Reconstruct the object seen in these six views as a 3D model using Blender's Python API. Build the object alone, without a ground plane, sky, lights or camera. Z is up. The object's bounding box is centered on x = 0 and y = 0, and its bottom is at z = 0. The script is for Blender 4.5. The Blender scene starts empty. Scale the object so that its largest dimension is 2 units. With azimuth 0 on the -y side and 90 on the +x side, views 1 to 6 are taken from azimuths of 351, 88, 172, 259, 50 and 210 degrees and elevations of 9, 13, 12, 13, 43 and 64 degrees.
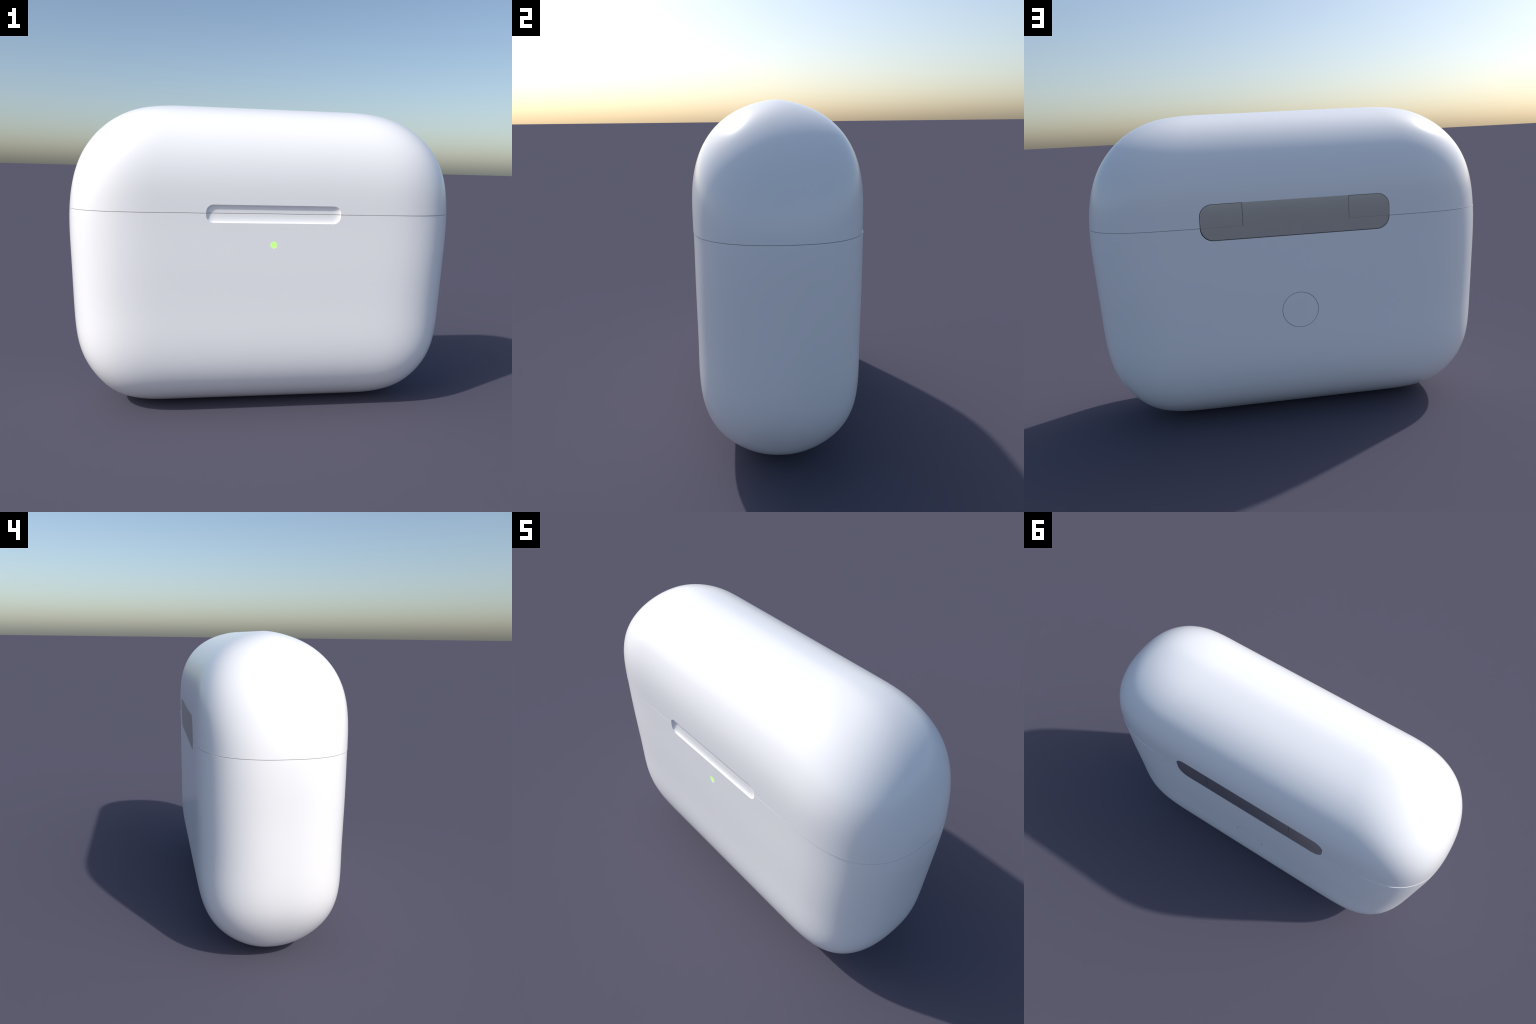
"""White earbud charging case: base shell, lid, metal hinge at the back,
pairing button, finger notch and a green status light at the front."""
import bpy, bmesh, math
import numpy as np
from mathutils import Vector

# ------------------------------------------------------------------ body form
# Every horizontal section is a straight-sided oval: a straight run of half
# length L, closed by a superelliptic cap w long and b deep.  The values below
# are read along t, which runs from the underside to the crown.
HEIGHT = 1.5600
SEAM = 1.0365            # height of the split between base and lid
GAP = 0.00105             # half the width of the split
KNOTS = [0, .05, .1, .2, .3, .4, .5, .6, .7, .8, .9, .95, 1]
STRAIGHT = [0.4574, 0.4325, 0.4368, 0.4452, 0.4703, 0.5035, 0.5162, 0.4783, 0.4201]
CAP = [0.0000, 0.1782, 0.2993, 0.4327, 0.5188, 0.5366, 0.5238, 0.5014, 0.4452, 0.3539, 0.2312, 0.1421, 0.0000]
DEPTH = [0.0000, 0.0735, 0.1430, 0.2783, 0.3442, 0.3507, 0.3514, 0.3515, 0.3466, 0.2844, 0.1498, 0.0649, 0.0000]
ROUND_Y = [1.9268, 2.1500, 2.4200, 2.3547, 2.3990, 2.3448, 2.3057, 2.0476, 1.7611]
ROUND_X_EXTRA = [2.0648, 1.2753, 0.2147]
ROUND_MIN = 1.8
LID_TUCK = 0.0028        # the lid corners sit a touch forward of the base


def spline(values, t, knots=None):
    """Cubic spline through values at the knots (evenly spaced on 0..1 if none)."""
    v = np.array(values, float)
    n = len(v)
    k = np.linspace(0, 1, n) if knots is None else np.array(knots, float)
    h = np.diff(k)
    A = np.zeros((n, n))
    r = np.zeros(n)
    A[0, 0], A[0, 1] = 1, -1
    A[-1, -1], A[-1, -2] = 1, -1
    for i in range(1, n - 1):
        A[i, i - 1], A[i, i], A[i, i + 1] = h[i - 1], 2 * (h[i - 1] + h[i]), h[i]
        r[i] = 6 * ((v[i + 1] - v[i]) / h[i] - (v[i] - v[i - 1]) / h[i - 1])
    m = np.linalg.solve(A, r)
    i = min(max(int(np.searchsorted(k, t)) - 1, 0), n - 2)
    a = (k[i + 1] - t) / h[i]
    b = (t - k[i]) / h[i]
    return float(a * v[i] + b * v[i + 1]
                 + ((a**3 - a) * m[i] + (b**3 - b) * m[i + 1]) * h[i] ** 2 / 6)


def t_of_height(z):
    return math.acos(max(-1, min(1, 1 - 2 * z / HEIGHT))) / math.pi


CAP_STEPS, RUN_STEPS = 40, 48


def section(t, tuck=0.0):
    """Closed loop of points of the horizontal section at t."""
    L, w, b = spline(STRAIGHT, t), spline(CAP, t, KNOTS), spline(DEPTH, t, KNOTS)
    ny = max(spline(ROUND_Y, t), ROUND_MIN)
    nx = max(ny + spline(ROUND_X_EXTRA, t), ROUND_MIN)
    w, b = max(w, 0), max(b, 0)
    z = HEIGHT * 0.5 * (1 - math.cos(math.pi * t))
    th = np.linspace(0, math.pi / 2, CAP_STEPS + 1)
    cx = L + w * np.cos(th) ** (2 / nx)
    cy = b * np.sin(th) ** (2 / ny)
    run = np.linspace(L, -L, RUN_STEPS + 1)[1:-1]
    quarter = list(zip(cx, cy))
    back = quarter + [(x, b) for x in run] + [(-x, y) for x, y in reversed(quarter)]
    front = [(-x, -y) for x, y in back[1:-1]]
    points = []
    for x, y in back + front:
        k = min(max((abs(x) - 0.42) / 0.3, 0), 1)          # only round the corners
        side = 1.0 if y > 0 else 0.45
        points.append((x, y - tuck * side * k * k * (3 - 2 * k) * abs(y) / 0.35, z))
    return points


def shell(name, z_low, z_high, rows, tuck=0.0):
    """Closed solid of the body between two heights."""
    t0, t1 = t_of_height(z_low), t_of_height(z_high)
    bm = bmesh.new()
    loops = []
    for i in range(rows + 1):
        s = i / rows
        loops.append([bm.verts.new(p) for p in section(t0 + (t1 - t0) * s, tuck)])
    n = len(loops[0])
    for a, b in zip(loops, loops[1:]):
        for j in range(n):
            bm.faces.new((a[j], a[(j + 1) % n], b[(j + 1) % n], b[j]))
    if z_low > 0:
        bm.faces.new(list(reversed(loops[0])))
    if z_high < HEIGHT:
        bm.faces.new(loops[-1])
    bmesh.ops.remove_doubles(bm, verts=bm.verts, dist=1e-5)
    bmesh.ops.dissolve_degenerate(bm, edges=bm.edges, dist=1e-6)
    bmesh.ops.recalc_face_normals(bm, faces=bm.faces)
    return finish(name, bm)


def finish(name, bm):
    me = bpy.data.meshes.new(name)
    bm.to_mesh(me)
    bm.free()
    ob = bpy.data.objects.new(name, me)
    bpy.context.scene.collection.objects.link(ob)
    return ob


# ------------------------------------------------------------------ outlines
def arc(cx, cz, r, a0, a1, steps=14):
    return [(cx + r * math.cos(math.radians(a0 + (a1 - a0) * i / steps)),
             cz + r * math.sin(math.radians(a0 + (a1 - a0) * i / steps)))
            for i in range(steps + 1)]


def rounded_rectangle(x0, x1, z0, z1, r):
    return (arc(x1 - r, z0 + r, r, -90, 0) + arc(x1 - r, z1 - r, r, 0, 90)
            + arc(x0 + r, z1 - r, r, 90, 180) + arc(x0 + r, z0 + r, r, 180, 270))


def circle(cx, cz, r, n=96):
    return [(cx + r * math.cos(2 * math.pi * i / n), cz + r * math.sin(2 * math.pi * i / n))
            for i in range(n)]


def loft(name, rings):
    """Solid through rings given as (y, outline in x and z)."""
    bm = bmesh.new()
    loops = [[bm.verts.new((x, y, z)) for x, z in outline] for y, outline in rings]
    n = len(loops[0])
    for a, b in zip(loops, loops[1:]):
        for j in range(n):
            bm.faces.new((a[j], a[(j + 1) % n], b[(j + 1) % n], b[j]))
    bm.faces.new(loops[0])
    bm.faces.new(list(reversed(loops[-1])))
    bmesh.ops.recalc_face_normals(bm, faces=bm.faces)
    return finish(name, bm)


def prism(name, outline, y0, y1):
    return loft(name, [(y0, outline), (y1, outline)])


def boolean(ob, cutter, operation='DIFFERENCE', keep=False):
    m = ob.modifiers.new('cut', 'BOOLEAN')
    m.operation, m.object, m.solver = operation, cutter, 'EXACT'
    dg = bpy.context.evaluated_depsgraph_get()
    me = bpy.data.meshes.new_from_object(ob.evaluated_get(dg))
    ob.modifiers.clear()
    old = ob.data
    ob.data = me
    bpy.data.meshes.remove(old)
    if not keep:
        bpy.data.objects.remove(cutter, do_unlink=True)


def smooth(ob, angle=32):
    me = ob.data
    bm = bmesh.new()
    bm.from_mesh(me)
    bmesh.ops.remove_doubles(bm, verts=bm.verts, dist=2e-6)
    for f in bm.faces:
        f.smooth = True
    lim = math.radians(angle)
    for e in bm.edges:
        e.smooth = len(e.link_faces) == 2 and e.calc_face_angle(0) < lim
    bm.to_mesh(me)
    bm.free()


# ------------------------------------------------------------------ materials
def material(name, color, roughness, metallic=0.0, vary=0.0, ior=1.5, emission=None, strength=0):
    mat = bpy.data.materials.new(name)
    mat.use_nodes = True
    nt = mat.node_tree
    p = nt.nodes['Principled BSDF']
    co = nt.nodes.new('ShaderNodeTexCoord')
    no = nt.nodes.new('ShaderNodeTexNoise')
    no.inputs['Scale'].default_value = 6.0
    no.inputs['Detail'].default_value = 3.0
    nt.links.new(co.outputs['Object'], no.inputs['Vector'])
    ramp = nt.nodes.new('ShaderNodeValToRGB')
    ramp.color_ramp.elements[0].position = 0.3
    ramp.color_ramp.elements[1].position = 0.7
    ramp.color_ramp.elements[0].color = (*[c * (1 - vary) for c in color], 1)
    ramp.color_ramp.elements[1].color = (*color, 1)
    nt.links.new(no.outputs['Fac'], ramp.inputs['Fac'])
    nt.links.new(ramp.outputs['Color'], p.inputs['Base Color'])
    p.inputs['Roughness'].default_value = roughness
    p.inputs['Metallic'].default_value = metallic
    p.inputs['IOR'].default_value = ior
    if emission:
        p.inputs['Emission Color'].default_value = (*emission, 1)
        p.inputs['Emission Strength'].default_value = strength
    return mat


WHITE = material('white_plastic', (1.0, 1.0, 1.0), 0.235, vary=0.005)
STEEL = material('hinge_steel', (0.65, 0.67, 0.64), 0.32, metallic=1.0, vary=0.02)
LINER = material('seam_liner_plastic', (0.5, 0.5, 0.5), 0.6, vary=0.02)  # mid-grey, so that the split reads as a thin darker line
GREEN = material('status_light_green', (0.05, 0.08, 0.03), 0.5, vary=0.02,
                 emission=(0.55, 1.05, 0.27), strength=1.0)

# ------------------------------------------------------------------ build
case = bpy.data.objects.new('earbud_case', None)
bpy.context.scene.collection.objects.link(case)
case['label'] = 'rounded white plastic earbud charging case with metal hinge'
case['category'] = 'earbud case'

base = shell('base_shell', 0.0, SEAM - GAP, 150)
lid = shell('lid', SEAM + GAP, HEIGHT, 110, LID_TUCK)

# finger notch: an elliptic hollow across the seam at the front
NOTCH_X, NOTCH_LOW, NOTCH_HIGH, NOTCH_DEPTH, NOTCH_CORNER = 0.3295, 0.9912, 1.0777, 0.0126, 0.036
half = (NOTCH_HIGH - NOTCH_LOW) / 2
rings = [(-0.45, rounded_rectangle(-NOTCH_X, NOTCH_X, NOTCH_LOW, NOTCH_HIGH, NOTCH_CORNER))]
for i in range(25):
    e = half * 0.985 * (1 - math.cos(math.pi / 2 * i / 24))
    d = NOTCH_DEPTH * (1 - (1 - e / half) ** 2.6) ** (1 / 2.3)
    r = max(NOTCH_CORNER - 0.85 * e, 0.0004)
    r = min(r, half - e - 0.00005)
    rings.append((-0.3518 + d, rounded_rectangle(-NOTCH_X + e, NOTCH_X - e,
                                                 NOTCH_LOW + e, NOTCH_HIGH - e, r)))
notch = loft('notch_cutter', rings)
boolean(base, notch, keep=True)
boolean(lid, notch)

# hinge: pocket at the back, a T-shaped plate held by the base, two lid tabs
HX, HZ0, HZ1, TAB_X, POCKET = 0.4537, 0.9736, 1.1460, 0.2530, 0.292
R = 0.060
pocket = prism('pocket_cutter', rounded_rectangle(-HX, HX, HZ0, HZ1, R), POCKET, 0.45)
boolean(base, pocket, keep=True)
boolean(lid, pocket)

SLIT = 0.0026
core = shell('hinge_plate', 0.0, HEIGHT, 200)
bx, bz = HX - SLIT, HZ0 + 0.0038
step = SEAM
plate_outline = (arc(bx - R, bz + R - 0.001, R - 0.001, -90, 0) + [(bx, step), (TAB_X, step), (TAB_X, HZ1 - 0.0002),
                 (-TAB_X, HZ1 - 0.0002), (-TAB_X, step), (-bx, step)]
                 + arc(-bx + R, bz + R - 0.001, R - 0.001, 180, 270))
plate = core
tab_solid = core.copy()
tab_solid.data = core.data.copy()
bpy.context.scene.collection.objects.link(tab_solid)
button = core.copy()
button.data = core.data.copy()
bpy.context.scene.collection.objects.link(button)
button.name = 'pairing_button'
boolean(plate, prism('plate_cutter', plate_outline, POCKET + 0.002, 0.45), 'INTERSECT')

tab_solid.name = 'hinge_tab'
tabs = []
for side in (1, -1):
    t = tab_solid
    if side < 0:
        t = spare
    else:
        spare = tab_solid.copy()
        spare.data = tab_solid.data.copy()
        bpy.context.scene.collection.objects.link(spare)
    slot = 0.0014 if side < 0 else 0.0018
    o = [(TAB_X + slot, SEAM + 0.0004), (HX - SLIT, SEAM + 0.0004)]
    o += arc(HX - SLIT - R + 0.002, HZ1 - 0.0020 - R + 0.002, R - 0.002, 0, 90)
    o += [(TAB_X + slot, HZ1 - 0.0020)]
    o = [(side * x, z) for x, z in o]
    boolean(t, prism('tab_cutter', o, POCKET + 0.002, 0.45), 'INTERSECT')
    tabs.append(t)

# pairing button on the back of the base
BUTTON_Z, BUTTON_R = 0.605, 0.0880
boolean(base, prism('button_hole', circle(0, BUTTON_Z, BUTTON_R + 0.0013), 0.3380, 0.45))
boolean(button, prism('button_cutter', circle(0, BUTTON_Z, BUTTON_R - 0.0011), 0.3381, 0.45), "INTERSECT")

# status light: small lit disc in a shallow well
LIGHT_Z, LIGHT_R = 0.8865, 0.0165
boolean(base, prism('light_well', circle(0, LIGHT_Z, LIGHT_R, 48), -0.45, -0.3440))
lens = []
for r, y in ((LIGHT_R - 0.0002, -0.3430), (LIGHT_R - 0.0002, -0.3492), (LIGHT_R - 0.0010, -0.3500)):
    lens.append((y, circle(0, LIGHT_Z, r, 48)))
light = loft('status_light', lens)

# inner rim that closes the split a little inside the walls
INSET = 0.009
bm = bmesh.new()
loops = []
outer = [Vector(p[:2]) for p in section(t_of_height(SEAM), LID_TUCK)]
n = len(outer)
for z in (SEAM - GAP - 0.004, SEAM + GAP + 0.004):
    loop = []
    for j in range(n):
        d = (outer[(j + 1) % n] - outer[j - 1]).normalized()
        p = outer[j] - Vector((d.y, -d.x)) * INSET
        loop.append(bm.verts.new((p.x, p.y, z)))
    loops.append(loop)
for j in range(n):
    bm.faces.new((loops[0][j], loops[0][(j + 1) % n], loops[1][(j + 1) % n], loops[1][j]))
bm.faces.new(list(reversed(loops[0])))
bm.faces.new(loops[1])
bmesh.ops.recalc_face_normals(bm, faces=bm.faces)
inner_rim = finish('inner_rim', bm)
boolean(inner_rim, prism('rim_notch', rounded_rectangle(-NOTCH_X - 0.01, NOTCH_X + 0.01, 0.9, 1.2, 0.02), -0.45, -0.330))
boolean(inner_rim, prism('rim_pocket', rounded_rectangle(-HX - 0.01, HX + 0.01, 0.9, 1.2, 0.02), POCKET - 0.01, 0.45))

parts = [(base, WHITE), (lid, WHITE), (button, WHITE), (plate, STEEL), (light, GREEN), (inner_rim, LINER)] + [(t, STEEL) for t in tabs]
for ob, mat in parts:
    ob.data.materials.clear()
    ob.data.materials.append(mat)
    for f in ob.data.polygons:
        f.material_index = 0
    smooth(ob)
    ob.data.name = ob.name
    ob.parent = case
plate.name = 'hinge_plate'
